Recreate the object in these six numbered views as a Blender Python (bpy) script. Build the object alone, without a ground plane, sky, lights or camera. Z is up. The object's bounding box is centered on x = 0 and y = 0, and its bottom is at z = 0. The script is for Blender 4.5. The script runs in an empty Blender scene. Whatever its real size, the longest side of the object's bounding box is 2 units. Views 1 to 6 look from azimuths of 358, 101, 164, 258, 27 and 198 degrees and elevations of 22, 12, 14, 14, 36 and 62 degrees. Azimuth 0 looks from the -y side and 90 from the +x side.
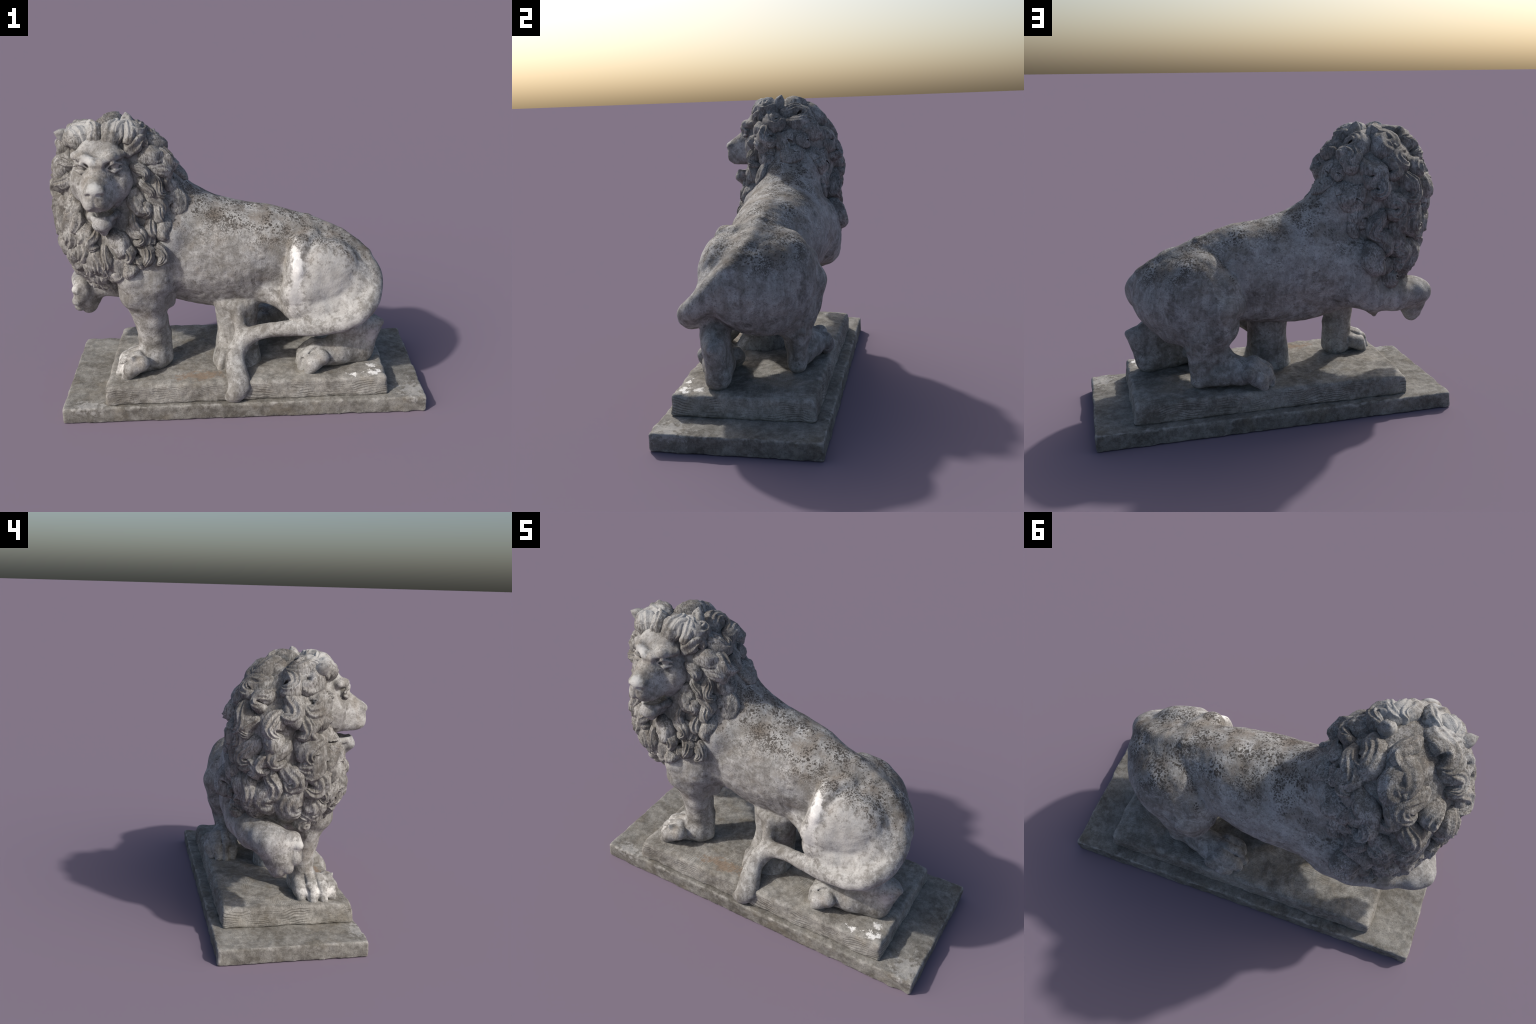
"""A weathered stone lion standing with one raised forepaw on a stepped plinth.

The animal is described as blended solids (chains of tapered balls, ellipsoids and two
lofted bodies), polygonised once as one continuous skin, then separated into anatomical
parts.  The hair of the mane is a set of carved locks laid over the mane along a flow field.
"""
import bpy, math, random
import numpy as np
from mathutils import Vector, noise
from mathutils.bvhtree import BVHTree

rng = random.Random(7)
FINE = 1.0            # scale on the voxel sizes (1 = final)

# ------------------------------------------------------------------ solids
def A(v):
    return np.array(v, dtype=np.float64)

class Solid:
    """signed distance + bounding box"""
    def __init__(self, f, lo, hi):
        self.f, self.lo, self.hi = f, A(lo), A(hi)

def rot_xyz(rx, ry, rz):
    rx, ry, rz = (math.radians(a) for a in (rx, ry, rz))
    X = np.array([[1, 0, 0], [0, math.cos(rx), -math.sin(rx)], [0, math.sin(rx), math.cos(rx)]])
    Y = np.array([[math.cos(ry), 0, math.sin(ry)], [0, 1, 0], [-math.sin(ry), 0, math.cos(ry)]])
    Z = np.array([[math.cos(rz), -math.sin(rz), 0], [math.sin(rz), math.cos(rz), 0], [0, 0, 1]])
    return Z @ Y @ X

def ell(c, r, rot=(0, 0, 0)):
    """ellipsoid"""
    c, r = A(c), A(r)
    R = rot_xyz(*rot)
    def f(X, Y, Z):
        x, y, z = X - c[0], Y - c[1], Z - c[2]
        u = (R[0, 0] * x + R[1, 0] * y + R[2, 0] * z) / r[0]
        v = (R[0, 1] * x + R[1, 1] * y + R[2, 1] * z) / r[1]
        w = (R[0, 2] * x + R[1, 2] * y + R[2, 2] * z) / r[2]
        k0 = np.sqrt(u * u + v * v + w * w)
        k1 = np.sqrt((u / r[0]) ** 2 + (v / r[1]) ** 2 + (w / r[2]) ** 2) + 1e-9
        return k0 * (k0 - 1.0) / k1
    e = np.sqrt((R ** 2) @ (r ** 2))
    return Solid(f, c - e, c + e)

def limb(*pts, flat=None):
    """chain of tapered balls: each point is (x, y, z, radius)"""
    P = [A(p) for p in pts]
    def f(X, Y, Z):
        d = None
        for a, b in zip(P[:-1], P[1:]):
            ab = b[:3] - a[:3]
            L = ab @ ab + 1e-12
            x, y, z = X - a[0], Y - a[1], Z - a[2]
            t = np.clip((x * ab[0] + y * ab[1] + z * ab[2]) / L, 0, 1)
            dx, dy, dz = x - t * ab[0], y - t * ab[1], z - t * ab[2]
            s = np.sqrt(dx * dx + dy * dy + dz * dz) - (a[3] + (b[3] - a[3]) * t)
            d = s if d is None else smin(d, s, 0.02)
        return d
    lo = np.min([p[:3] - p[3] for p in P], axis=0)
    hi = np.max([p[:3] + p[3] for p in P], axis=0)
    return Solid(f, lo, hi)

def spline_limb(*pts, steps=5):
    """smoothly bent chain through the given points"""
    P = A(pts)
    g = [curve_through(np.arange(len(P)), P[:, i]) for i in range(4)]
    t = np.linspace(0, len(P) - 1, (len(P) - 1) * steps + 1)
    return limb(*np.stack([q(t) for q in g], 1))

def smin(a, b, k):
    h = np.maximum(k - np.abs(a - b), 0.0) / k
    return np.minimum(a, b) - h * h * k * 0.25

def smax(a, b, k):
    return -smin(-a, -b, k)

def curve_through(xs, ys):
    """smooth interpolation through stations (monotone-free cubic)"""
    xs, ys = A(xs), A(ys)
    m = np.gradient(ys, xs)
    def g(x):
        x = np.clip(x, xs[0], xs[-1])
        i = np.clip(np.searchsorted(xs, x, side="right") - 1, 0, len(xs) - 2)
        h = xs[i + 1] - xs[i]
        t = (x - xs[i]) / h
        return ((2 * t**3 - 3 * t**2 + 1) * ys[i] + (t**3 - 2 * t**2 + t) * h * m[i]
                + (-2 * t**3 + 3 * t**2) * ys[i + 1] + (t**3 - t**2) * h * m[i + 1])
    return g

def loft_x(st):
    """body along x.  stations: x, z bottom, z top, y left, y right, squareness of the section"""
    st = A(st)
    zb, zt, yl, yr, pw = (curve_through(st[:, 0], st[:, i]) for i in (1, 2, 3, 4, 5))
    x0, x1 = st[0, 0], st[-1, 0]
    def f(X, Y, Z):
        b, t, l, r, p = zb(X), zt(X), yl(X), yr(X), pw(X)
        a, h = (r - l) / 2, (t - b) / 2
        u, w = np.abs((Y - (l + r) / 2) / a), np.abs((Z - (t + b) / 2) / h)
        k = (u ** p + w ** p + 1e-9) ** (1 / p)
        d = (k - 1) * np.minimum(a, h)
        return smax(d, np.maximum(x0 - X, X - x1), 0.05)
    return Solid(f, (x0, st[:, 3].min(), st[:, 1].min()), (x1, st[:, 4].max(), st[:, 2].max()))

def loft_z(st, power, power_front=None):
    """body along z.  stations: z, x left, x right, y front, y back"""
    st = A(st)
    xl, xr, yf, yb = (curve_through(st[:, 0], st[:, i]) for i in (1, 2, 3, 4))
    z0, z1 = st[0, 0], st[-1, 0]
    def f(X, Y, Z):
        l, r, fr, b = xl(Z), xr(Z), yf(Z), yb(Z)
        a, m = (r - l) / 2, fr + (b - fr) * 0.42
        h = np.where(Y < m, m - fr, b - m)
        p = np.where(Y < m, power + ((power_front or power) - power) * np.clip((Z - 0.95) / 0.2, 0, 1), power)
        u, w = np.abs((X - (l + r) / 2) / a), np.abs((Y - m) / h)
        k = (u ** p + w ** p + 1e-9) ** (1 / p)
        d = (k - 1) * np.minimum(a, h)
        return smax(d, np.maximum(z0 - Z, Z - z1), 0.05)
    return Solid(f, (st[:, 1].min(), st[:, 3].min(), z0), (st[:, 2].max(), st[:, 4].max(), z1))

def clipped(s, g, k):
    return Solid(lambda X, Y, Z: smax(s.f(X, Y, Z), g(X, Y, Z), k), s.lo, s.hi)

def inset(s, d):
    return Solid(lambda X, Y, Z: s.f(X, Y, Z) + d, s.lo, s.hi)

# ------------------------------------------------------------------ polygoniser
def surface_nets(F, o, h):
    inside = F < 0
    nx, ny, nz = F.shape
    cnt = np.zeros((nx - 1, ny - 1, nz - 1), np.int8)
    for i in (0, 1):
        for j in (0, 1):
            for k in (0, 1):
                cnt += inside[i:nx - 1 + i, j:ny - 1 + j, k:nz - 1 + k]
    cell = np.argwhere((cnt > 0) & (cnt < 8))
    idx = -np.ones((nx - 1, ny - 1, nz - 1), np.int64)
    idx[tuple(cell.T)] = np.arange(len(cell))
    acc = np.zeros((len(cell), 3))
    num = np.zeros(len(cell))
    corners = [A((i, j, k)).astype(int) for i in (0, 1) for j in (0, 1) for k in (0, 1)]
    for a in corners:
        for ax in range(3):
            if a[ax]:
                continue
            b = a.copy(); b[ax] = 1
            fa, fb = F[tuple((cell + a).T)], F[tuple((cell + b).T)]
            m = (fa < 0) != (fb < 0)
            t = fa[m] / (fa[m] - fb[m])
            p = np.repeat(a[None].astype(float), m.sum(), 0)
            p[:, ax] = t
            acc[m] += p
            num[m] += 1
    V = o + (cell + acc / num[:, None]) * h
    quads = []
    for ax in range(3):
        u, v = (ax + 1) % 3, (ax + 2) % 3
        s0 = [slice(None)] * 3; s1 = [slice(None)] * 3
        s0[ax] = slice(0, -1); s1[ax] = slice(1, None)
        a, b = inside[tuple(s0)], inside[tuple(s1)]
        e = np.argwhere(a != b)
        e = e[(e[:, u] > 0) & (e[:, v] > 0) & (e[:, u] < F.shape[u] - 1) & (e[:, v] < F.shape[v] - 1)]
        sgn = a[tuple(e.T)]
        du, dv = np.zeros(3, int), np.zeros(3, int)
        du[u], dv[v] = 1, 1
        q = np.stack([idx[tuple((e - du - dv).T)], idx[tuple((e - dv).T)], idx[tuple(e.T)], idx[tuple((e - du).T)]], 1)
        q[~sgn] = q[~sgn][:, ::-1]
        quads.append(q)
    return V, np.concatenate(quads)

def relax(V, Q, rounds, lam=0.5, mu=-0.52):
    E = np.concatenate([Q[:, [0, 1]], Q[:, [1, 2]], Q[:, [2, 3]], Q[:, [3, 0]]])
    n = len(V)
    deg = np.bincount(E.ravel(), minlength=n).astype(float)
    for r in range(rounds):
        for k in (lam, mu):
            S = np.stack([np.bincount(E[:, 0], V[E[:, 1], i], n) + np.bincount(E[:, 1], V[E[:, 0], i], n) for i in range(3)], 1)
            V = V + k * (S / deg[:, None] - V)
    return V

def polygonise(items, h, rounds=2, pad=0.04):
    """items: list of (operation, blend, solid); operation '+' or '-'"""
    plus = [s for op, k, s in items if op == "+"]
    lo = np.min([s.lo for s in plus], axis=0) - pad
    hi = np.max([s.hi for s in plus], axis=0) + pad
    n = np.ceil((hi - lo) / h).astype(int) + 1
    ax = [lo[i] + h * np.arange(n[i]) for i in range(3)]
    F = np.full(tuple(n), 0.15)
    for op, k, s in items:
        m = 0.07 + k
        a = [max(0, int(np.searchsorted(ax[i], s.lo[i] - m)) - 1) for i in range(3)]
        b = [min(n[i], int(np.searchsorted(ax[i], s.hi[i] + m)) + 1) for i in range(3)]
        sl = tuple(slice(a[i], b[i]) for i in range(3))
        X, Y, Z = ax[0][sl[0]][:, None, None], ax[1][sl[1]][None, :, None], ax[2][sl[2]][None, None, :]
        d = s.f(X, Y, Z)
        F[sl] = smin(F[sl], d, k) if op == "+" else smax(F[sl], -d, k)
    V, Q = surface_nets(F, lo, h)
    return relax(V, Q, rounds), Q

def vertex_normals(V, Q):
    n = np.cross(V[Q[:, 2]] - V[Q[:, 0]], V[Q[:, 3]] - V[Q[:, 1]])
    N = np.stack([np.bincount(Q.ravel(), np.repeat(n[:, i], 4), len(V)) for i in range(3)], 1)
    return N / (np.linalg.norm(N, axis=1, keepdims=True) + 1e-12)

def roughen(V, Q, amounts):
    """hand-carved unevenness: (amplitude, wavelength) layers along the normals"""
    N = vertex_normals(V, Q)
    d = np.zeros(len(V))
    for amp, wave in amounts:
        d += amp * np.array([noise.noise(Vector(p) / wave) for p in V])
    return V + N * d[:, None]

# ------------------------------------------------------------------ scene helpers
def mesh_object(name, V, Q, mat, parent, normals=None):
    me = bpy.data.meshes.new(name)
    me.from_pydata([tuple(v) for v in V], [], [tuple(int(i) for i in q) for q in Q])
    me.update()
    me.shade_smooth()
    if normals is not None:
        me.normals_split_custom_set_from_vertices([tuple(n) for n in normals])
    me.materials.append(mat)
    ob = bpy.data.objects.new(name, me)
    bpy.context.scene.collection.objects.link(ob)
    ob.parent = parent
    return ob

def split_by_label(V, Q, label, names, mats, parent):
    """one skin -> one object per label, border vertices coincide, whole-skin normals"""
    N = vertex_normals(V, Q)
    fl = np.sort(label[Q], axis=1)[:, 1]
    out = {}
    for i, nm in enumerate(names):
        q = Q[fl == i]
        if not len(q):
            continue
        used, inv = np.unique(q.ravel(), return_inverse=True)
        out.setdefault(nm, []).append(mesh_object(nm, V[used], inv.reshape(-1, 4), mats[i], parent, N[used]))
    return out

# ------------------------------------------------------------------ materials
class Nodes:
    def __init__(self, name):
        self.mat = bpy.data.materials.new(name)
        self.mat.use_nodes = True
        self.t = self.mat.node_tree
        self.t.nodes.clear()
        self.out = self.t.nodes.new("ShaderNodeOutputMaterial")
        self.bsdf = self.t.nodes.new("ShaderNodeBsdfPrincipled")
        self.t.links.new(self.bsdf.outputs[0], self.out.inputs[0])
        self.co = self.t.nodes.new("ShaderNodeTexCoord").outputs["Object"]
    def put(self, sock, val):
        if isinstance(val, bpy.types.NodeSocket):
            self.t.links.new(val, sock)
        elif isinstance(val, (tuple, list)) and len(val) == 3 and sock.type == "RGBA":
            sock.default_value = (*val, 1)
        else:
            sock.default_value = val
    def new(self, kind, ins=(), **props):
        n = self.t.nodes.new(kind)
        for k, v in props.items():
            setattr(n, k, v)
        for k, v in dict(ins).items():
            self.put(n.inputs[k], v)
        return n
    def mapped(self, scale, loc=(0, 0, 0), rot=(0, 0, 0)):
        return self.new("ShaderNodeMapping", {"Vector": self.co, "Scale": scale, "Location": loc, "Rotation": rot}).outputs[0]
    def noise(self, scale, detail=4, rough=0.6, vec=None, distort=0.0):
        return self.new("ShaderNodeTexNoise", {"Vector": vec or self.co, "Scale": scale, "Detail": detail, "Roughness": rough, "Distortion": distort}).outputs["Fac"]
    def ramp(self, fac, lo, hi):
        return self.new("ShaderNodeMapRange", {"Value": fac, "From Min": lo, "From Max": hi}, interpolation_type="SMOOTHSTEP").outputs[0]
    def math(self, op, a, b=0.0, clamp=False):
        n = self.new("ShaderNodeMath", operation=op, use_clamp=clamp)
        self.put(n.inputs[0], a); self.put(n.inputs[1], b)
        return n.outputs[0]
    def mix(self, fac, a, b, blend="MIX"):
        n = self.new("ShaderNodeMix", data_type="RGBA", blend_type=blend)
        self.put(n.inputs[0], fac); self.put(n.inputs[6], a); self.put(n.inputs[7], b)
        return n.outputs[2]
    def blob(self, centre, radii, soft=0.5, ragged=0.5, scale=34):
        """ragged patch mask around a place on the object"""
        d = self.new("ShaderNodeVectorMath", {0: self.co, 1: centre}, operation="SUBTRACT").outputs[0]
        d = self.new("ShaderNodeVectorMath", {0: d, 1: tuple(1 / r for r in radii)}, operation="MULTIPLY").outputs[0]
        l = self.new("ShaderNodeVectorMath", {0: d}, operation="LENGTH").outputs["Value"]
        n = self.math("MULTIPLY", self.math("SUBTRACT", self.noise(scale, 6, 0.7), 0.5), ragged * 5)
        return self.ramp(self.math("ADD", l, n), 1.0, 1.0 - soft)
    def finish(self, col, rough, bump_h, strength, dist):
        self.put(self.bsdf.inputs["Base Color"], col)
        self.put(self.bsdf.inputs["Roughness"], rough)
        self.put(self.bsdf.inputs["Specular IOR Level"], 0.3)
        if bump_h is not None:
            b = self.new("ShaderNodeBump", {"Height": bump_h, "Strength": strength, "Distance": dist})
            self.t.links.new(b.outputs[0], self.bsdf.inputs["Normal"])
        return self.mat

def stone(name, light=(0.45, 0.448, 0.438), dark=(0.155, 0.145, 0.130), speckle=1.0, patches=(), streaks=0.0, strand=0.0):
    n = Nodes(name)
    big = n.ramp(n.noise(5.0, 5, 0.62, distort=0.4), 0.36, 0.64)
    mid = n.ramp(n.noise(22.0, 6, 0.68, distort=0.5), 0.34, 0.68)
    col = n.mix(n.math("ADD", n.math("MULTIPLY", big, 0.45), n.math("MULTIPLY", mid, 0.55)), dark, light)
    # bleached and scoured patches with ragged edges
    bleach = n.ramp(n.noise(8.0, 9, 0.72, distort=0.3), 0.50, 0.67)
    col = n.mix(n.math("MULTIPLY", bleach, 0.55), col, (0.60, 0.597, 0.59))
    grime = n.ramp(n.noise(11.0, 9, 0.75, vec=n.mapped((1, 1, 1), loc=(3.1, 1.7, 0.4)), distort=0.4), 0.53, 0.64)
    col = n.mix(n.math("MULTIPLY", grime, 0.7), col, (0.095, 0.087, 0.078))
    # warm and cool drifts of the mineral
    col = n.mix(n.math("MULTIPLY", n.ramp(n.noise(7.5, 4), 0.5, 0.75), 0.45), col, (0.26, 0.225, 0.185))
    col = n.mix(n.math("MULTIPLY", n.ramp(n.noise(4.0, 3), 0.52, 0.72), 0.35), col, (0.27, 0.28, 0.30))
    if streaks:
        s = n.ramp(n.noise(1.0, 4, 0.6, vec=n.mapped((30, 30, 5))), 0.45, 0.65)
        z = n.new("ShaderNodeSeparateXYZ", {0: n.co}).outputs[2]
        low = n.math("MULTIPLY", n.ramp(z, 0.95, 0.75), streaks)
        col = n.mix(n.math("MULTIPLY", n.math("MULTIPLY", s, low), 0.75), col, (0.09, 0.082, 0.072))
    # fine grain
    g = n.noise(140.0, 3, 0.7)
    col = n.mix(n.math("MULTIPLY", n.ramp(g, 0.5, 0.72), 0.45), col, (0.085, 0.08, 0.075))
    pits = n.ramp(n.noise(75.0, 5, 0.75, vec=n.mapped((1, 1, 1), loc=(5.3, 2.1, 7.7))), 0.56, 0.66)
    col = n.mix(n.math("MULTIPLY", pits, 0.65), col, (0.085, 0.078, 0.07))
    h = n.math("ADD", n.math("MULTIPLY", g, 0.5), n.math("MULTIPLY", n.noise(45, 4, 0.6), 1.0))
    if speckle:
        # dark lichen dots, thick on the upper surfaces that rain and dust settle on
        up = n.new("ShaderNodeSeparateXYZ", {0: n.new("ShaderNodeNewGeometry").outputs["Normal"]}).outputs[2]
        high = n.ramp(n.new("ShaderNodeSeparateXYZ", {0: n.co}).outputs[2], 0.62, 0.86)
        wob = n.new("ShaderNodeVectorMath", {0: n.co, 1: n.new("ShaderNodeVectorMath", {0: n.new("ShaderNodeTexNoise", {"Vector": n.co, "Scale": 70.0, "Detail": 2.0}).outputs["Color"], "Scale": 0.02}, operation="SCALE").outputs[0]}, operation="ADD").outputs[0]
        v = n.new("ShaderNodeTexVoronoi", {"Vector": wob, "Scale": 70.0, "Randomness": 1.0}, feature="F1")
        size = n.math("MULTIPLY", n.ramp(n.noise(10, 4, 0.6), 0.28, 0.66), 0.56)
        dots = n.ramp(n.math("SUBTRACT", v.outputs["Distance"], size), 0.03, -0.16)
        v2 = n.new("ShaderNodeTexVoronoi", {"Vector": wob, "Scale": 120.0}, feature="F1")
        dots2 = n.ramp(n.math("SUBTRACT", v2.outputs["Distance"], n.math("MULTIPLY", n.ramp(n.noise(9, 3), 0.32, 0.62), 0.62)), 0.0, -0.2)
        where = n.math("MULTIPLY", high, n.ramp(n.math("ADD", up, n.math("MULTIPLY", n.math("SUBTRACT", n.noise(6, 4), 0.5), 1.6)), 0.15, 0.80))
        m = n.math("MULTIPLY", n.math("MAXIMUM", dots, n.math("MULTIPLY", dots2, 0.95)), where)
        col = n.mix(n.math("MULTIPLY", n.math("MULTIPLY", where, n.ramp(n.noise(11, 5), 0.42, 0.66)), 0.7 * speckle), col, (0.135, 0.108, 0.083))
        col = n.mix(n.math("MULTIPLY", m, 0.92 * speckle), col, (0.055, 0.047, 0.040))
    if strand:
        w = n.noise(1.0, 3, 0.6, vec=n.mapped((85, 85, 17)), distort=1.6)
        col = n.mix(n.math("MULTIPLY", n.ramp(w, 0.48, 0.64), strand), col, (0.10, 0.092, 0.083))  # dark lines drawn along the hair, groove shadow put into the colour
        h = n.math("ADD", h, n.math("MULTIPLY", w, 1.5))
    for centre, radii, colour, amount, ragged in patches:
        col = n.mix(n.math("MULTIPLY", n.blob(centre, radii, 0.6, ragged), amount), col, colour)
    return n.finish(col, 0.78, h, 0.5, 0.006)

def plinth_stone(name, light, dark, lines, patches=(), edge=None):
    n = Nodes(name)
    big = n.ramp(n.noise(4.0, 6, 0.65, distort=0.6), 0.38, 0.66)
    mid = n.ramp(n.noise(28.0, 6, 0.7), 0.36, 0.68)
    col = n.mix(n.math("ADD", n.math("MULTIPLY", big, 0.5), n.math("MULTIPLY", mid, 0.5)), dark, light)
    col = n.mix(n.math("MULTIPLY", n.ramp(n.noise(6, 4), 0.5, 0.7), 0.4), col, (0.19, 0.165, 0.125))
    g = n.noise(150.0, 3, 0.7)
    col = n.mix(n.math("MULTIPLY", n.ramp(g, 0.5, 0.7), 0.5), col, (0.06, 0.055, 0.048))
    h = n.math("ADD", n.math("MULTIPLY", g, 0.6), n.noise(40, 4, 0.6))
    if lines:
        # wavy chisel furrows like the growth lines of timber
        warp = n.noise(5.0, 2, 0.5)
        z = n.new("ShaderNodeSeparateXYZ", {0: n.co})
        ph = n.math("ADD", n.math("MULTIPLY", z.outputs[2], 480.0), n.math("MULTIPLY", warp, 46.0))
        up = n.math("ABSOLUTE", n.new("ShaderNodeSeparateXYZ", {0: n.new("ShaderNodeNewGeometry").outputs["Normal"]}).outputs[2])
        flat = n.ramp(up, 0.5, 0.9)
        ph = n.math("ADD", ph, n.math("MULTIPLY", n.math("MULTIPLY", z.outputs[1], 620.0), flat))
        wv = n.math("SINE", ph)
        where = n.ramp(n.noise(7.5, 4), 0.42, 0.62)
        f = n.math("MULTIPLY", n.ramp(wv, 0.1, 0.9), n.math("MULTIPLY", where, n.math("SUBTRACT", 1.0, n.math("MULTIPLY", flat, 0.6))))
        col = n.mix(n.math("MULTIPLY", f, lines), col, (0.075, 0.068, 0.06))
        h = n.math("SUBTRACT", h, n.math("MULTIPLY", f, 0.8))
    worn = n.ramp(n.math("ADD", n.new("ShaderNodeNewGeometry").outputs["Pointiness"], n.math("MULTIPLY", n.math("SUBTRACT", n.noise(18, 5, 0.7), 0.5), 0.20)), 0.52, 0.58)
    col = n.mix(n.math("MULTIPLY", worn, 0.6), col, (0.40, 0.39, 0.37))
    for centre, radii, colour, amount, ragged in patches:
        col = n.mix(n.math("MULTIPLY", n.blob(centre, radii, 0.6, ragged), amount), col, colour)
    return n.finish(col, 0.92, h, 0.5, 0.006)

WHITE = (0.84, 0.83, 0.81)
PALE = (0.54, 0.535, 0.52)
m_body = stone("weathered_stone", streaks=0.45, patches=[
    ((0.290, -0.27, 0.82), (0.038, 0.12, 0.15), WHITE, 0.95, 0.45),
    ((0.275, -0.29, 0.66), (0.06, 0.10, 0.11), (0.60, 0.595, 0.585), 0.65, 0.5),
    ((0.46, -0.30, 0.72), (0.28, 0.24, 0.27), (0.50, 0.495, 0.485), 0.5, 0.7),
    ((-0.66, -0.18, 0.25), (0.06, 0.14, 0.06), WHITE, 0.7, 0.35),
    ((-0.96, 0.02, 0.63), (0.06, 0.09, 0.05), PALE, 0.75, 0.6),
    ((0.73, -0.25, 0.36), (0.07, 0.06, 0.09), (0.50, 0.47, 0.50), 0.7, 0.3),
    ((0.62, -0.40, 0.52), (0.20, 0.08, 0.06), PALE, 0.5, 0.3),
])
m_head = stone("carved_face_stone", speckle=0.35, patches=[
    ((-0.70, -0.39, 1.31), (0.05, 0.07, 0.05), (0.5, 0.5, 0.49), 0.8, 0.2),
    ((-0.74, -0.29, 1.43), (0.06, 0.06, 0.05), (0.55, 0.55, 0.54), 0.7, 0.4),
])
m_mane = stone("mane_stone", dark=(0.13, 0.122, 0.11), light=(0.37, 0.362, 0.345), speckle=0.6, strand=0.5)  # mane core tinted darker to paint crevice shade into the gaps between locks
m_lock = stone("mane_lock_stone", dark=(0.115, 0.107, 0.096), light=(0.44, 0.436, 0.422), speckle=0.6, strand=0.8, patches=[
    ((-0.78, -0.12, 1.57), (0.12, 0.12, 0.08), (0.5, 0.5, 0.49), 0.6, 0.4),
    ((-0.58, -0.12, 1.56), (0.12, 0.12, 0.08), (0.5, 0.5, 0.49), 0.5, 0.4),
])
m_slab = plinth_stone("slab_stone", (0.29, 0.283, 0.262), (0.095, 0.087, 0.075), 0.0, patches=[
    ((0.93, -0.35, 0.085), (0.10, 0.10, 0.05), PALE, 0.35, 0.9),
    ((-0.86, -0.36, 0.085), (0.10, 0.05, 0.05), PALE, 0.35, 0.9),
])
m_step = plinth_stone("step_stone", (0.37, 0.36, 0.335), (0.125, 0.115, 0.10), 0.6, patches=[
    ((-0.25, -0.28, 0.20), (0.17, 0.05, 0.05), (0.21, 0.15, 0.105), 0.7, 0.8),
    ((0.60, -0.335, 0.20), (0.04, 0.02, 0.03), WHITE, 0.9, 1.6),
    ((0.69, -0.325, 0.20), (0.055, 0.022, 0.03), WHITE, 0.9, 1.6),
    ((0.70, -0.25, 0.20), (0.03, 0.03, 0.03), WHITE, 0.8, 1.0),
])

# ------------------------------------------------------------------ the thing
statue = bpy.data.objects.new("stone_lion_statue", None)
bpy.context.scene.collection.objects.link(statue)
statue["label"] = "weathered grey stone lion with raised forepaw on stepped plinth"
statue["category"] = "lion statue"

# ---- plinth: two worn blocks
def block(corners, z0, z1, r, batter=0.0, notch=0.0, wobble=0.004, seed=0.0):
    c = [A(p) for p in corners]                      # counter-clockwise footprint
    def f(X, Y, Z):
        d = None
        for a, b in zip(c, c[1:] + c[:1]):
            e = (b - a) / np.linalg.norm(b - a)
            s = (X - a[0]) * e[1] - (Y - a[1]) * e[0]
            d = s if d is None else smax(d, s, r * 2)
        d = d + batter * (Z - z0)
        if notch:
            d = d + notch * np.exp(-((Z - z0) / 0.008) ** 2)
        w = wobble * (np.sin(X * 17 + Z * 40 + seed) * np.sin(Y * 23 + seed * 2) + 0.6 * np.sin(X * 51 - Y * 37 + Z * 60 + seed))
        d = smax(d, Z - z1, r * 2)
        return smax(d + w, z0 - Z, 0.004)
    P = A(c)
    return Solid(f, (*P.min(0), z0), (*P.max(0), z1))

slab = block([(-1.0, -0.384), (0.978, -0.431), (0.998, 0.390), (-0.990, 0.432)], 0.0, 0.089, 0.006, wobble=0.0015, seed=1.0)
V, Q = polygonise([("+", 0.01, slab)], 0.0085 * FINE, 1)
V = roughen(V, Q, [(0.003, 0.05), (0.002, 0.02)])
V[:, 2] = np.maximum(V[:, 2], 0.0)
mesh_object("base_slab", V, Q, m_slab, statue)
step = block([(-0.768, -0.372), (0.780, -0.390), (0.795, 0.334), (-0.752, 0.376)], 0.086, 0.200, 0.012, batter=0.10, notch=0.010, wobble=0.0025, seed=2.2)
V, Q = polygonise([("+", 0.01, step)], 0.0075 * FINE, 1)
V = roughen(V, Q, [(0.005, 0.10), (0.003, 0.025)])
mesh_object("base_step", V, Q, m_step, statue)


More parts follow.
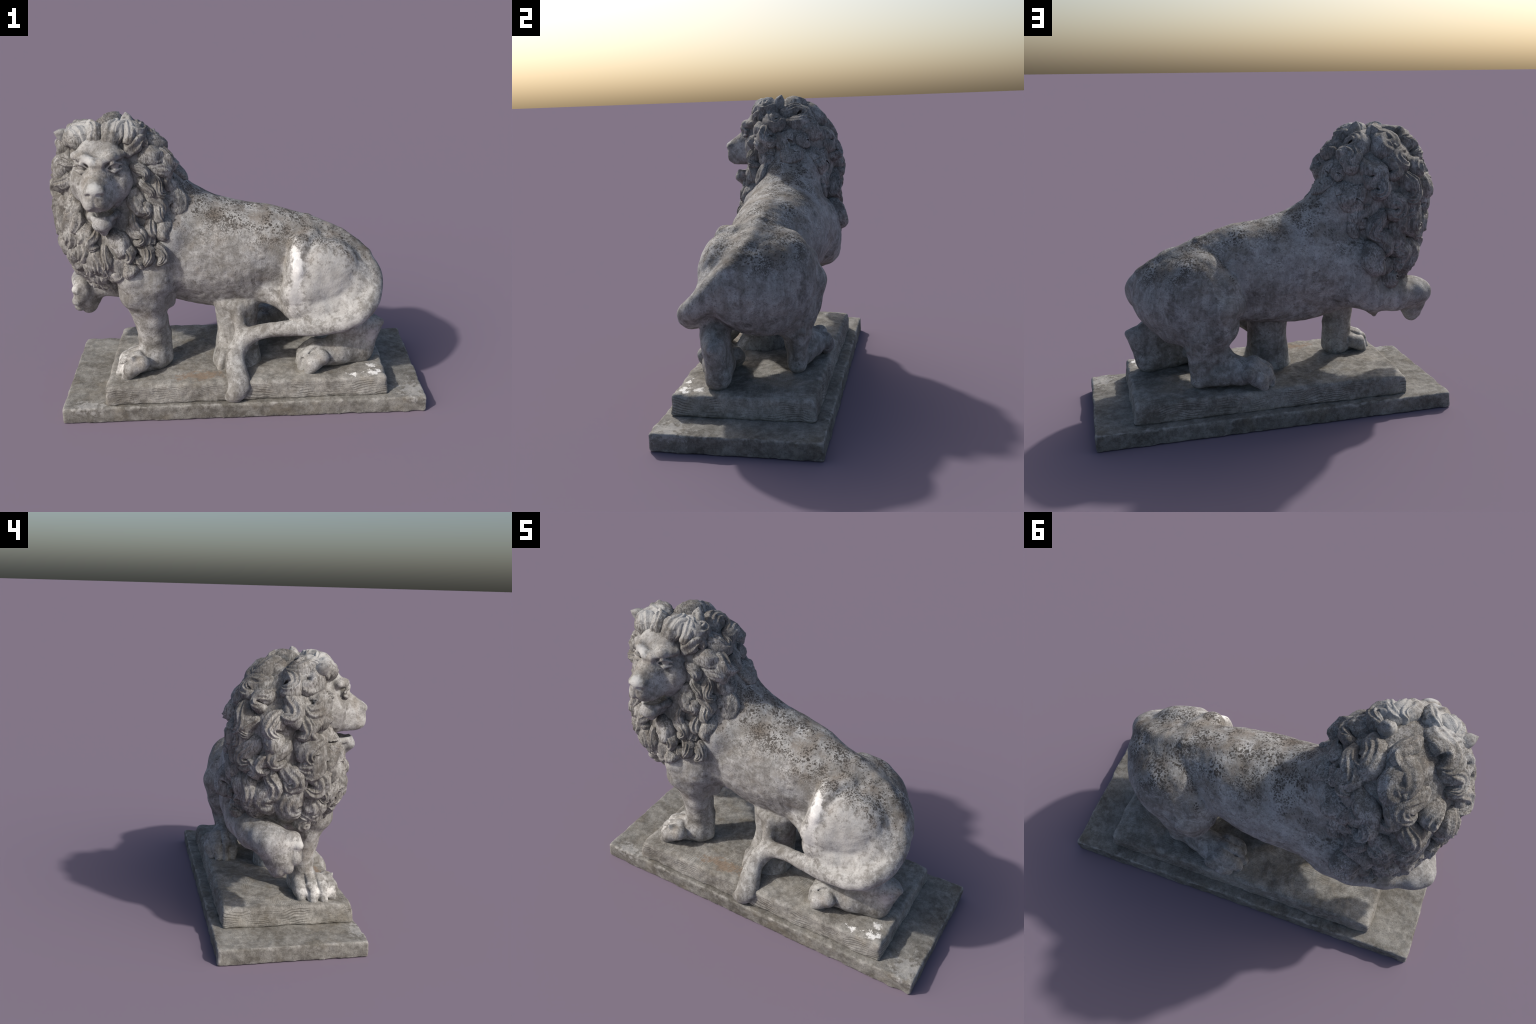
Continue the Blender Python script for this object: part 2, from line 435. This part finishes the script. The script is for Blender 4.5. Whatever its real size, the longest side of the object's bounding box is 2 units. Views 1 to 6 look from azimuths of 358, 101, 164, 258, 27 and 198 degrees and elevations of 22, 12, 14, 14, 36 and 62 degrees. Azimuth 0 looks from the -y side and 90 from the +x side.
# ---- the animal: groups of blended solids
torso = [
    ("+", 0.03, loft_x([                                                                  # rib cage, back, rump
        (-0.70, 0.64, 0.96, -0.14, 0.24, 2.2),
        (-0.55, 0.58, 1.03, -0.21, 0.30, 2.2),
        (-0.38, 0.580, 1.085, -0.205, 0.315, 2.1),
        (-0.20, 0.555, 1.105, -0.216, 0.308, 2.1),
        (0.00, 0.560, 1.088, -0.215, 0.285, 2.1),
        (0.15, 0.590, 1.068, -0.200, 0.245, 2.0),
        (0.30, 0.590, 1.028, -0.185, 0.190, 1.8),
        (0.45, 0.480, 0.970, -0.20, 0.22, 1.9),
        (0.58, 0.450, 0.908, -0.21, 0.19, 1.9),
        (0.68, 0.520, 0.835, -0.20, 0.12, 1.85),
        (0.740, 0.600, 0.750, -0.20, 0.02, 1.9)])),
    ("+", 0.05, loft_x([                                                                  # belly
        (-0.54, 0.57, 0.80, -0.12, 0.22, 2.1),
        (-0.36, 0.525, 0.84, -0.090, 0.235, 2.1),
        (-0.18, 0.490, 0.82, -0.125, 0.220, 2.1),
        (0.02, 0.502, 0.80, -0.145, 0.20, 2.1),
        (0.18, 0.515, 0.80, -0.150, 0.19, 2.1),
        (0.36, 0.52, 0.78, -0.14, 0.16, 2.1)])),
    ("+", 0.10, limb((-0.14, 0.045, 0.94, 0.130), (-0.29, 0.05, 1.02, 0.160), (-0.46, 0.06, 1.14, 0.19))),     # neck
    ("+", 0.03, limb((0.10, 0.035, 1.043, 0.022), (0.37, 0.02, 0.978, 0.022), (0.56, -0.005, 0.893, 0.025), (0.68, -0.07, 0.80, 0.03))),  # spine
    ("+", 0.05, ell((-0.36, -0.03, 0.97), (0.12, 0.19, 0.12), (0, 30, 0))),                                  # shoulder blade
]
def toes(*pairs, r=0.042):
    """toes of a paw: each from a knuckle to a ground point, cleft from its neighbour"""
    out = []
    for k, t in pairs:
        k, t = A(k), A(t)
        out.append(("+", 0.010, limb((*k, r), (*(k * 0.35 + t * 0.65 + A((0, 0, 0.020))), r), (*t, 0.026))))
    for (k, t), (k2, t2) in zip(pairs[:-1], pairs[1:]):
        a, b = (A(k) + A(k2)) / 2, (A(t) + A(t2)) / 2
        d = (b - a) * A((1, 1, 0)); d /= np.linalg.norm(d)
        out.append(("-", 0.012, limb((*(a + A((0, 0, r + 0.004))), 0.002), (*(a * 0.3 + b * 0.7 + d * (r * 0.9) + A((0, 0, 0.032))), 0.006), (*(b + d * 0.026), 0.005))))
    return out

fore_left = [
    ("+", 0.06, ell((-0.475, -0.145, 0.79), (0.125, 0.115, 0.17), (0, 8, 0))),
    ("+", 0.05, limb((-0.495, -0.155, 0.72, 0.118), (-0.500, -0.150, 0.62, 0.098), (-0.502, -0.135, 0.50, 0.080), (-0.490, -0.125, 0.38, 0.070), (-0.487, -0.12, 0.25, 0.070))),
    ("+", 0.03, limb((-0.575, -0.190, 0.77, 0.095), (-0.572, -0.185, 0.67, 0.084), (-0.555, -0.15, 0.56, 0.060), (-0.535, -0.13, 0.44, 0.052), (-0.530, -0.13, 0.34, 0.055))),
    ("+", 0.025, limb((-0.415, -0.15, 0.72, 0.045), (-0.368, -0.155, 0.675, 0.016))),
    ("+", 0.03, limb((-0.425, -0.13, 0.68, 0.065), (-0.405, -0.11, 0.585, 0.040))),
    ("+", 0.02, limb((-0.435, -0.12, 0.485, 0.020), (-0.425, -0.12, 0.40, 0.022), (-0.43, -0.13, 0.24, 0.030))),
    ("+", 0.04, limb((-0.50, -0.14, 0.255, 0.075), (-0.585, -0.175, 0.245, 0.068))),
    *toes(((-0.575, -0.095, 0.265), (-0.655, -0.095, 0.205)), ((-0.59, -0.150, 0.282), (-0.688, -0.152, 0.205)),
          ((-0.59, -0.207, 0.285), (-0.690, -0.214, 0.205)), ((-0.56, -0.258, 0.28), (-0.655, -0.272, 0.205))),
    ("+", 0.015, limb((-0.60, -0.255, 0.295, 0.025), (-0.615, -0.280, 0.328, 0.008))),
]
fore_right = [
    ("+", 0.07, ell((-0.46, 0.175, 0.80), (0.16, 0.165, 0.19), (0, -15, 0))),
    ("+", 0.05, limb((-0.46, 0.23, 0.72, 0.115), (-0.58, 0.232, 0.662, 0.102), (-0.72, 0.202, 0.640, 0.096), (-0.855, 0.142, 0.626, 0.092))),
    ("+", 0.05, limb((-0.58, 0.09, 0.62, 0.090), (-0.78, 0.095, 0.610, 0.070))),
    ("+", 0.03, limb((-0.60, 0.18, 0.57, 0.05), (-0.62, 0.16, 0.510, 0.014))),
    ("+", 0.03, limb((-0.86, 0.180, 0.63, 0.072), (-0.905, 0.160, 0.625, 0.064), (-0.905, 0.060, 0.645, 0.045))),           # bent wrist
    ("+", 0.03, limb((-0.870, 0.110, 0.60, 0.090), (-0.882, 0.105, 0.545, 0.080), (-0.880, 0.105, 0.480, 0.048))),      # drooping paw
    ("+", 0.015, limb((-0.89, 0.03, 0.645, 0.040), (-0.922, 0.014, 0.620, 0.030))),
    ("+", 0.010, limb((-0.89, 0.03, 0.60, 0.045), (-0.930, 0.025, 0.545, 0.030))),
    ("+", 0.010, limb((-0.90, 0.070, 0.58, 0.045), (-0.925, 0.065, 0.500, 0.032))),
    ("+", 0.010, limb((-0.905, 0.120, 0.57, 0.045), (-0.912, 0.105, 0.485, 0.032))),
]
hind_left = [
    ("+", 0.05, ell((0.445, -0.165, 0.71), (0.200, 0.125, 0.215), (0, 25, 0))),
    ("+", 0.04, limb((0.40, -0.17, 0.82, 0.09), (0.345, -0.205, 0.68, 0.095), (0.34, -0.205, 0.60, 0.09))),
    ("+", 0.02, limb((0.38, -0.09, 0.920, 0.05), (0.318, -0.170, 0.890, 0.060), (0.292, -0.222, 0.79, 0.062), (0.268, -0.232, 0.66, 0.064), (0.290, -0.232, 0.56, 0.062), (0.35, -0.24, 0.53, 0.058), (0.43, -0.245, 0.56, 0.06))),
    ("+", 0.05, limb((0.16, -0.11, 0.61, 0.060), (0.27, -0.185, 0.545, 0.050))),
    ("+", 0.04, ell((0.60, -0.170, 0.350), (0.115, 0.065, 0.15), (0, 20, 0))),
    ("+", 0.03, limb((0.62, -0.16, 0.68, 0.105), (0.58, -0.235, 0.585, 0.075), (0.48, -0.245, 0.555, 0.06))),        # rump down to the tail
    ("+", 0.04, limb((0.40, -0.20, 0.545, 0.095), (0.58, -0.195, 0.455, 0.070), (0.70, -0.172, 0.41, 0.055))),
    ("+", 0.02, limb((0.70, -0.165, 0.42, 0.045), (0.765, -0.178, 0.430, 0.016))),
    ("+", 0.03, limb((0.725, -0.165, 0.41, 0.045), (0.680, -0.170, 0.26, 0.046))),
    ("+", 0.03, limb((0.655, -0.165, 0.245, 0.062), (0.52, -0.195, 0.275, 0.082), (0.43, -0.212, 0.272, 0.074))),
    *toes(((0.42, -0.290, 0.285), (0.348, -0.298, 0.21)), ((0.39, -0.238, 0.305), (0.315, -0.252, 0.212)),
          ((0.39, -0.182, 0.305), (0.312, -0.195, 0.212)), ((0.41, -0.132, 0.285), (0.340, -0.142, 0.21)), r=0.043),
]
hind_right = [
    ("+", 0.05, ell((0.42, 0.135, 0.69), (0.215, 0.165, 0.225), (0, 38, 0))),
    ("+", 0.04, limb((0.40, 0.15, 0.80, 0.125), (0.30, 0.225, 0.66, 0.110), (0.29, 0.22, 0.56, 0.095))),
    ("+", 0.02, limb((0.40, 0.10, 0.90, 0.05), (0.345, 0.165, 0.865, 0.060), (0.262, 0.218, 0.76, 0.074), (0.228, 0.228, 0.66, 0.072))),
    ("+", 0.05, limb((0.60, 0.09, 0.66, 0.085), (0.39, 0.155, 0.53, 0.140))),
    ("+", 0.04, limb((0.325, 0.190, 0.42, 0.055), (0.235, 0.215, 0.325, 0.050))),
    ("+", 0.05, limb((0.33, 0.12, 0.51, 0.090), (0.53, 0.075, 0.53, 0.090))),
    ("+", 0.04, limb((0.31, 0.20, 0.52, 0.090), (0.40, 0.190, 0.44, 0.075))),
    ("+", 0.03, limb((0.38, 0.190, 0.38, 0.070), (0.42, 0.190, 0.25, 0.042))),
    ("+", 0.015, limb((0.44, 0.215, 0.42, 0.045), (0.48, 0.230, 0.435, 0.014))),
    ("+", 0.02, limb((0.45, 0.205, 0.40, 0.036), (0.435, 0.205, 0.25, 0.034))),
    ("+", 0.03, limb((0.41, 0.190, 0.25, 0.046), (0.29, 0.205, 0.270, 0.064), (0.20, 0.234, 0.288, 0.076), (0.15, 0.242, 0.288, 0.070))),
    *toes(((0.13, 0.178, 0.302), (0.045, 0.182, 0.213)), ((0.125, 0.226, 0.325), (0.022, 0.228, 0.215)),
          ((0.135, 0.276, 0.325), (0.036, 0.275, 0.215)), ((0.17, 0.312, 0.295), (0.082, 0.312, 0.213)), r=0.044),
]
tail = [
    ("+", 0.03, spline_limb((0.58, -0.045, 0.845, 0.038), (0.668, -0.092, 0.773, 0.048), (0.703, -0.162, 0.695, 0.054), (0.688, -0.240, 0.625, 0.053), (0.632, -0.302, 0.567, 0.049),
                     (0.54, -0.318, 0.517, 0.049), (0.42, -0.306, 0.484, 0.043), (0.31, -0.290, 0.474, 0.037))),
    ("+", 0.012, spline_limb((0.33, -0.292, 0.475, 0.037), (0.25, -0.280, 0.468, 0.034), (0.12, -0.245, 0.440, 0.034), (0.02, -0.215, 0.394, 0.040), (-0.032, -0.222, 0.338, 0.043),
                     (-0.058, -0.270, 0.262, 0.041), (-0.052, -0.328, 0.205, 0.043), (-0.042, -0.358, 0.160, 0.046), (-0.060, -0.368, 0.128, 0.038), (-0.100, -0.375, 0.110, 0.012))),
    ("+", 0.02, spline_limb((-0.035, -0.270, 0.275, 0.024), (-0.022, -0.325, 0.215, 0.030), (-0.008, -0.362, 0.165, 0.026))),
]
stump = [
    ("+", 0.015, loft_z([
        (0.17, -0.20, 0.105, -0.245, 0.07),
        (0.22, -0.175, 0.095, -0.215, 0.065),
        (0.30, -0.155, 0.085, -0.165, 0.06),
        (0.40, -0.145, 0.082, -0.150, 0.06),
        (0.50, -0.155, 0.090, -0.160, 0.07),
        (0.58, -0.165, 0.10, -0.17, 0.08)], 2.3)),
    ("+", 0.03, limb((-0.03, -0.145, 0.53, 0.03), (-0.01, -0.19, 0.39, 0.035))),
    ("+", 0.04, limb((-0.13, -0.165, 0.25, 0.03), (-0.140, -0.225, 0.20, 0.012))),
]
mane_core = inset(clipped(loft_z([
    (0.64, -0.74, -0.56, -0.10, 0.14),
    (0.72, -0.81, -0.52, -0.155, 0.21),
    (0.80, -0.855, -0.47, -0.225, 0.255),
    (0.90, -0.900, -0.42, -0.270, 0.285),
    (1.00, -0.925, -0.38, -0.258, 0.302),
    (1.15, -0.932, -0.350, -0.200, 0.313),
    (1.30, -0.930, -0.345, -0.178, 0.292),
    (1.43, -0.885, -0.405, -0.165, 0.222),
    (1.512, -0.83, -0.505, -0.160, 0.130),
    (1.548, -0.77, -0.56, -0.13, 0.07),
    (1.566, -0.72, -0.62, -0.08, 0.02)], 2.0, 3.2),
    lambda X, Y, Z: (X + 0.45 * Y + 0.75 * np.maximum(0.0, 1.05 - Z) + 0.30) * 0.85, 0.05), 0.008)
mane = [("+", 0.02, mane_core)]

groups = [("torso", torso, m_body), ("forelimb", fore_left, m_body), ("forelimb", fore_right, m_body),
          ("hindlimb", hind_left, m_body), ("hindlimb", hind_right, m_body), ("tail", tail, m_body),
          ("support_stump", stump, m_body), ("mane", mane, m_mane)]
carve = [
    ("-", 0.04, limb((-0.04, -0.240, 0.865, 0.004), (0.10, -0.245, 0.885, 0.008), (0.19, -0.245, 0.905, 0.012), (0.222, -0.250, 0.85, 0.016), (0.205, -0.26, 0.76, 0.014))),   # flank fold, left
    ("-", 0.04, limb((0.31, 0.225, 0.935, 0.012), (0.215, 0.270, 0.87, 0.010), (0.14, 0.29, 0.80, 0.004))),      # flank fold, right
    ("-", 0.03, spline_limb((0.650, -0.285, 0.745, 0.004), (0.600, -0.330, 0.660, 0.012), (0.50, -0.358, 0.585, 0.012), (0.38, -0.350, 0.540, 0.004))),    # groove above the tail
    ("-", 0.02, limb((-0.352, -0.245, 0.84, 0.010), (-0.362, -0.24, 0.76, 0.014), (-0.36, -0.21, 0.68, 0.012))),                              # behind the elbow
]
items = [it for _, g, _ in groups[:5] for it in g] + carve + [it for _, g, _ in groups[5:] for it in g]
V, Q = polygonise(items, 0.0057 * FINE, 2)
V = roughen(V, Q, [(0.005, 0.12), (0.0025, 0.04)])
D = np.stack([np.min([s.f(V[:, 0], V[:, 1], V[:, 2]) for op, k, s in g if op == "+"], axis=0) for _, g, _ in groups], 1)
label = D.argmin(1)
V[:, 2] = np.maximum(V[:, 2], 0.09)
# parts of the skin that lie wholly inside the plinth are never seen: keep only what stands above it
keep = (V[Q][:, :, 2].max(1) > 0.165) | (label[Q][:, 0] == 5)
parts = split_by_label(V, Q[keep], label, [g[0] for g in groups], [g[2] for g in groups], statue)
mane_ob = parts["mane"][0]
skin_tree = BVHTree.FromPolygons([tuple(v) for v in V], [tuple(int(i) for i in q) for q in Q])
mane_faces = Q[label[Q].max(1) == 7]
mane_faces = mane_faces[label[mane_faces].min(1) == 7]
MV = V

# ---- head, polygonised finer
def muzzle(st):
    """broad blunt snout along y.  stations: y, x left, x right, z bottom, z top; narrower at the bridge than at the lips"""
    st = A(st)[::-1]
    xl, xr, zb, zt = (curve_through(st[::-1, 0][::-1], st[:, i]) for i in (1, 2, 3, 4))
    y0, y1 = st[:, 0].min(), st[:, 0].max()
    def f(X, Y, Z):
        l, r, b, t = xl(Y), xr(Y), zb(Y), zt(Y)
        v = np.clip((Z - b) / (t - b), 0, 1)
        a, h = (r - l) / 2 * (1.0 - 0.42 * v ** 1.4), (t - b) / 2
        u, w = np.abs((X - (l + r) / 2) / a), np.abs((Z - (t + b) / 2) / h)
        k = (u ** 2.6 + w ** 2.6 + 1e-9) ** (1 / 2.6)
        return smax((k - 1) * np.minimum(a, h), np.maximum(y0 - Y, Y - y1), 0.035)
    return Solid(f, (st[:, 1].min(), y0, st[:, 3].min()), (st[:, 2].max(), y1, st[:, 4].max()))

head = [
    ("+", 0.04, ell((-0.690, -0.085, 1.37), (0.148, 0.165, 0.155))),
    ("+", 0.04, ell((-0.693, -0.14, 1.26), (0.138, 0.115, 0.14))),
    ("+", 0.035, ell((-0.590, -0.175, 1.300), (0.055, 0.07, 0.085))),
    ("+", 0.035, ell((-0.797, -0.175, 1.290), (0.055, 0.07, 0.085))),
    ("+", 0.025, muzzle([
        (-0.18, -0.815, -0.575, 1.175, 1.415),
        (-0.25, -0.812, -0.588, 1.175, 1.405),
        (-0.31, -0.790, -0.612, 1.176, 1.372),
        (-0.348, -0.772, -0.634, 1.184, 1.346),
        (-0.384, -0.760, -0.646, 1.196, 1.324)])),
    ("+", 0.015, ell((-0.703, -0.358, 1.300), (0.052, 0.034, 0.028))),                                                  # nose pad
    ("+", 0.03, limb((-0.666, -0.268, 1.416, 0.022), (-0.622, -0.246, 1.438, 0.022), (-0.574, -0.198, 1.438, 0.020))),     # brows
    ("+", 0.03, limb((-0.714, -0.268, 1.416, 0.022), (-0.760, -0.246, 1.438, 0.022), (-0.808, -0.198, 1.438, 0.020))),
    ("+", 0.04, limb((-0.640, -0.175, 1.465, 0.045), (-0.740, -0.175, 1.465, 0.045))),
    ("-", 0.014, ell((-0.614, -0.272, 1.388), (0.042, 0.034, 0.023), (0, 10, 18))),
    ("-", 0.014, ell((-0.773, -0.272, 1.388), (0.042, 0.034, 0.023), (0, -10, -18))),
    ("-", 0.012, limb((-0.690, -0.300, 1.425, 0.009), (-0.690, -0.265, 1.465, 0.008))),                                  # frown
    ("-", 0.02, limb((-0.635, -0.315, 1.355, 0.006), (-0.625, -0.345, 1.290, 0.008), (-0.650, -0.390, 1.260, 0.007))),    # beside the nose
    ("-", 0.02, limb((-0.757, -0.315, 1.350, 0.006), (-0.775, -0.345, 1.285, 0.008), (-0.756, -0.390, 1.258, 0.007))),
    ("+", 0.006, ell((-0.612, -0.236, 1.390), (0.024, 0.022, 0.020))),
    ("+", 0.006, ell((-0.772, -0.236, 1.390), (0.024, 0.022, 0.020))),
    ("+", 0.005, limb((-0.648, -0.262, 1.385, 0.004), (-0.614, -0.262, 1.412, 0.006), (-0.574, -0.232, 1.395, 0.006))),
    ("+", 0.005, limb((-0.737, -0.262, 1.385, 0.004), (-0.770, -0.262, 1.412, 0.006), (-0.811, -0.232, 1.395, 0.006))),
    ("+", 0.005, limb((-0.645, -0.262, 1.378, 0.004), (-0.610, -0.255, 1.366, 0.006), (-0.576, -0.232, 1.376, 0.006))),
    ("+", 0.005, limb((-0.740, -0.262, 1.378, 0.004), (-0.775, -0.255, 1.366, 0.006), (-0.809, -0.232, 1.376, 0.006))),
    ("-", 0.006, limb((-0.703, -0.390, 1.264, 0.005), (-0.703, -0.384, 1.205, 0.012))),
    ("-", 0.006, limb((-0.680, -0.388, 1.284, 0.009), (-0.660, -0.376, 1.276, 0.008))),
    ("-", 0.006, limb((-0.726, -0.388, 1.284, 0.009), (-0.746, -0.376, 1.276, 0.008))),
    # open mouth: the upper lip arches up at the middle; a hollow behind the lips
    ("-", 0.010, limb((-0.545, -0.20, 1.170, 0.004), (-0.600, -0.27, 1.160, 0.012), (-0.650, -0.345, 1.168, 0.016), (-0.700, -0.385, 1.194, 0.022), (-0.750, -0.345, 1.162, 0.016), (-0.800, -0.27, 1.155, 0.012), (-0.855, -0.20, 1.165, 0.004))),
    ("-", 0.010, ell((-0.697, -0.28, 1.165), (0.090, 0.095, 0.024))),
    ("-", 0.010, limb((-0.50, -0.295, 1.172, 0.012), (-0.90, -0.295, 1.168, 0.012))),
]
jaw = [
    ("+", 0.03, limb((-0.690, -0.17, 1.10, 0.070), (-0.690, -0.255, 1.100, 0.048))),
    ("+", 0.012, limb((-0.628, -0.215, 1.130, 0.022), (-0.650, -0.275, 1.134, 0.014), (-0.676, -0.305, 1.144, 0.010), (-0.704, -0.305, 1.144, 0.010), (-0.730, -0.275, 1.132, 0.014), (-0.756, -0.215, 1.126, 0.022))),
    ("+", 0.015, limb((-0.668, -0.302, 1.106, 0.026), (-0.712, -0.302, 1.106, 0.026))),
    ("+", 0.02, limb((-0.690, -0.302, 1.105, 0.038), (-0.688, -0.280, 1.060, 0.022))),
    ("-", 0.010, ell((-0.692, -0.255, 1.160), (0.052, 0.062, 0.026))),
]
V, Q = polygonise(head + jaw, 0.0038 * FINE, 2, pad=0.03)
V = roughen(V, Q, [(0.003, 0.06), (0.0012, 0.02)])
Dh = np.min([s.f(V[:, 0], V[:, 1], V[:, 2]) for op, k, s in head if op == "+"], axis=0)
Dj = np.min([s.f(V[:, 0], V[:, 1], V[:, 2]) for op, k, s in jaw if op == "+"], axis=0)
split_by_label(V, Q, (Dj < Dh).astype(int), ["head", "lower_jaw"], [m_head, m_head], statue)


# ears: pointed, hollowed at the front
def ear(base, tip, side):
    base, tip = A(base), A(tip)
    mid = base * 0.5 + tip * 0.5
    it = [("+", 0.02, limb((*base, 0.044), (*mid, 0.028), (*tip, 0.004))),
          ("-", 0.012, limb((*(base * 0.7 + tip * 0.3 + A((0, -0.045, 0.0))), 0.026), (*(base * 0.25 + tip * 0.75 + A((0, -0.03, 0.0))), 0.008)))]
    v, q = polygonise(it, 0.005, 1, pad=0.02)
    return mesh_object("ear", v, q, m_head, statue)
ear((-0.845, -0.075, 1.505), (-0.915, -0.108, 1.540), -1)
ear((-0.555, -0.03, 1.535), (-0.562, -0.005, 1.607), 1)

# ------------------------------------------------------------------ mane locks
FACE = Vector((-0.69, -0.20, 1.34))

def lock_mesh(path, normals, width, height, grooves, phase):
    """a fat carved curl: ridged upper side, flat root side"""
    n, m = len(path), 29
    V, F = [], []
    for i in range(n):
        s = i / (n - 1)
        t = (path[min(i + 1, n - 1)] - path[max(i - 1, 0)]).normalized()
        up = (normals[i] - t * normals[i].dot(t)).normalized()
        side = t.cross(up)
        end = math.sqrt(max(0.0, 1 - max(0.0, (s - 0.72) / 0.28) ** 2.2))          # blunt rounded tip
        w = width * (0.62 + 0.38 * math.sin(math.pi * min(1.0, s * 1.1))) * (0.06 + 0.94 * end)
        k = height * (0.45 + 0.55 * math.sin(math.pi * min(1.0, 0.1 + 0.75 * s))) * (0.15 + 0.85 * end)
        depth = 0.15 + 0.06 * math.sin(s * 9 + phase * 7)
        for j in range(m):
            u = -1 + 2 * j / (m - 1)
            g = 1 - depth * (0.5 - 0.5 * math.cos(2 * math.pi * grooves * (u * 0.5 + 0.5) + phase + 0.9 * math.sin(u * 3 + phase * 5) + 0.8 * math.sin(s * 5 + phase * 9))) * min(1, s * 3)
            V.append(path[i] + side * (u * w * 0.5) + up * (k * math.sqrt(max(0, 1 - abs(u) ** 2.4)) * g))
        V.append(path[i] + side * (w * 0.40) - up * (height * 0.9))
        V.append(path[i] - side * (w * 0.40) - up * (height * 0.9))
    # worn, uneven carving
    V = [p + Vector((noise.noise(p * 17), noise.noise(p * 17 + Vector((9, 0, 0))), noise.noise(p * 17 + Vector((0, 9, 0))))) * 0.010
         + Vector((noise.noise(p * 42), noise.noise(p * 42 + Vector((7, 0, 0))), noise.noise(p * 42 + Vector((0, 7, 0))))) * 0.004 for p in V]
    c = m + 2
    for i in range(n - 1):
        for j in range(c):
            F.append((i * c + j, i * c + (j + 1) % c, (i + 1) * c + (j + 1) % c, (i + 1) * c + j))
    F.append(tuple(range(c - 1, -1, -1)))
    F.append(tuple((n - 1) * c + j for j in range(c)))
    return V, F

def flow(p, nrm, bias):
    """hair runs away from the face, then falls"""
    away = (p - FACE)
    away.y *= 0.8
    away.normalize()
    if p.x > -0.52:                       # near side: the hair hangs rather than streams back over the shoulder
        away.x *= 0.35
    w = max(0.15, min(0.9, (p.z - 1.0) * 1.1)) if p.y > -0.05 else 0.65
    d = away * w + Vector((0, 0, -1)) * (1 - w) * 0.9 + bias
    d -= nrm * d.dot(nrm)
    return d.normalized() if d.length > 1e-4 else Vector((0, 0, -1))

def grow_lock(root, length, width, height, curl, sway, bias=Vector((0, 0, 0)), lift=0.0, out=0.0):
    n = 16
    p, nr, _, _ = skin_tree.find_nearest(root)
    path, nrms = [], []
    turn = 0.0
    for i in range(n):
        s = i / (n - 1)
        path.append(p + nr * (height * (-0.45 + 0.45 * min(1, s * 2.2)) + lift * s * s + out))
        nrms.append(nr.copy())
        d = flow(p, nr, bias)
        turn = sway * math.sin(s * math.pi * 1.6) + curl * s * s
        side = nr.cross(d)
        d = d * math.cos(turn) + side * math.sin(turn)
        q = p + d * (length / (n - 1))
        p2, n2, _, _ = skin_tree.find_nearest(q)
        p, nr = p2, (nr * 0.45 + n2 * 0.55).normalized()
    return path, nrms

def place_lock(root, length, width, height, curl, sway, **kw):
    path, nrms = grow_lock(Vector(root), length, width, height, curl, sway, **kw)
    v, f = lock_mesh(path, nrms, width, height, rng.choice((2, 3, 4)), rng.uniform(-0.6, 0.6))
    me = bpy.data.meshes.new("mane_lock")
    me.from_pydata(v, [], f)
    me.update()
    me.shade_smooth()
    me.materials.append(m_lock)
    ob = bpy.data.objects.new("mane_lock", me)
    bpy.context.scene.collection.objects.link(ob)
    ob.parent = mane_ob
    return ob

# candidate roots spread over the visible mane by dart throwing
fc = MV[mane_faces].mean(1)
fn = np.cross(MV[mane_faces[:, 2]] - MV[mane_faces[:, 0]], MV[mane_faces[:, 3]] - MV[mane_faces[:, 1]])
fn /= np.linalg.norm(fn, axis=1, keepdims=True) + 1e-12
opening = ((fc[:, 0] + 0.69) / 0.150) ** 2 + ((fc[:, 2] - 1.27) / 0.225) ** 2 < 1
free = (fc[:, 2] > np.where(fc[:, 1] > 0.02, 0.80, 0.75)) & (fn[:, 2] > -0.75) & ~(opening & (fc[:, 1] < 0))
spread = np.where(fc[:, 1] < -0.13, 0.062, 0.090)
order = list(range(len(fc)))
rng.shuffle(order)
chosen = []
for i in order:
    if free[i]:
        chosen.append(i)
        free &= ((fc - fc[i]) ** 2).sum(1) > np.minimum(spread, spread[i]) ** 2
for i in sorted(chosen, key=lambda i: -fc[i][2]):
    c = fc[i]
    front = c[1] < -0.13
    L = rng.uniform(0.12, 0.17) if front else rng.uniform(0.17, 0.24)
    W = rng.uniform(0.078, 0.100) if front else rng.uniform(0.105, 0.135)
    sway = rng.choice((-1, 1)) * (rng.uniform(0.3, 0.9) if front else rng.uniform(0.7, 1.25))
    H = rng.uniform(0.042, 0.055) if front else rng.uniform(0.054, 0.070)
    size = rng.choice((0.72, 0.9, 1.0, 1.1, 1.25))
    if c[2] < 0.90:
        L *= 0.65
    if c[0] + 0.35 * c[1] > -0.43:                 # the fringe on neck and shoulder lies flatter
        L, H = L * 0.62, H * 0.45
    place_lock(c, L * (0.5 + 0.5 * size), W * size, H, -sway * rng.uniform(1.0, 2.2), sway, lift=rng.uniform(0.0, 0.014))
# the forelock: fat tufts swept up from the brow
for x, y, w in ((-0.845, -0.12, 0.075), (-0.775, -0.15, 0.095), (-0.700, -0.16, 0.080), (-0.630, -0.15, 0.095), (-0.555, -0.12, 0.080)):
    place_lock((x, y, 1.470), rng.uniform(0.13, 0.17), w * rng.uniform(0.9, 1.2), rng.uniform(0.042, 0.052), rng.choice((-1, 1)) * rng.uniform(0.7, 1.5), rng.uniform(-0.6, 0.6), bias=Vector(((x + 0.69) * 2.5 + rng.uniform(-0.6, 0.6), 0.2, 2.0)), lift=-0.035, out=0.022)
print("locks", len(chosen))
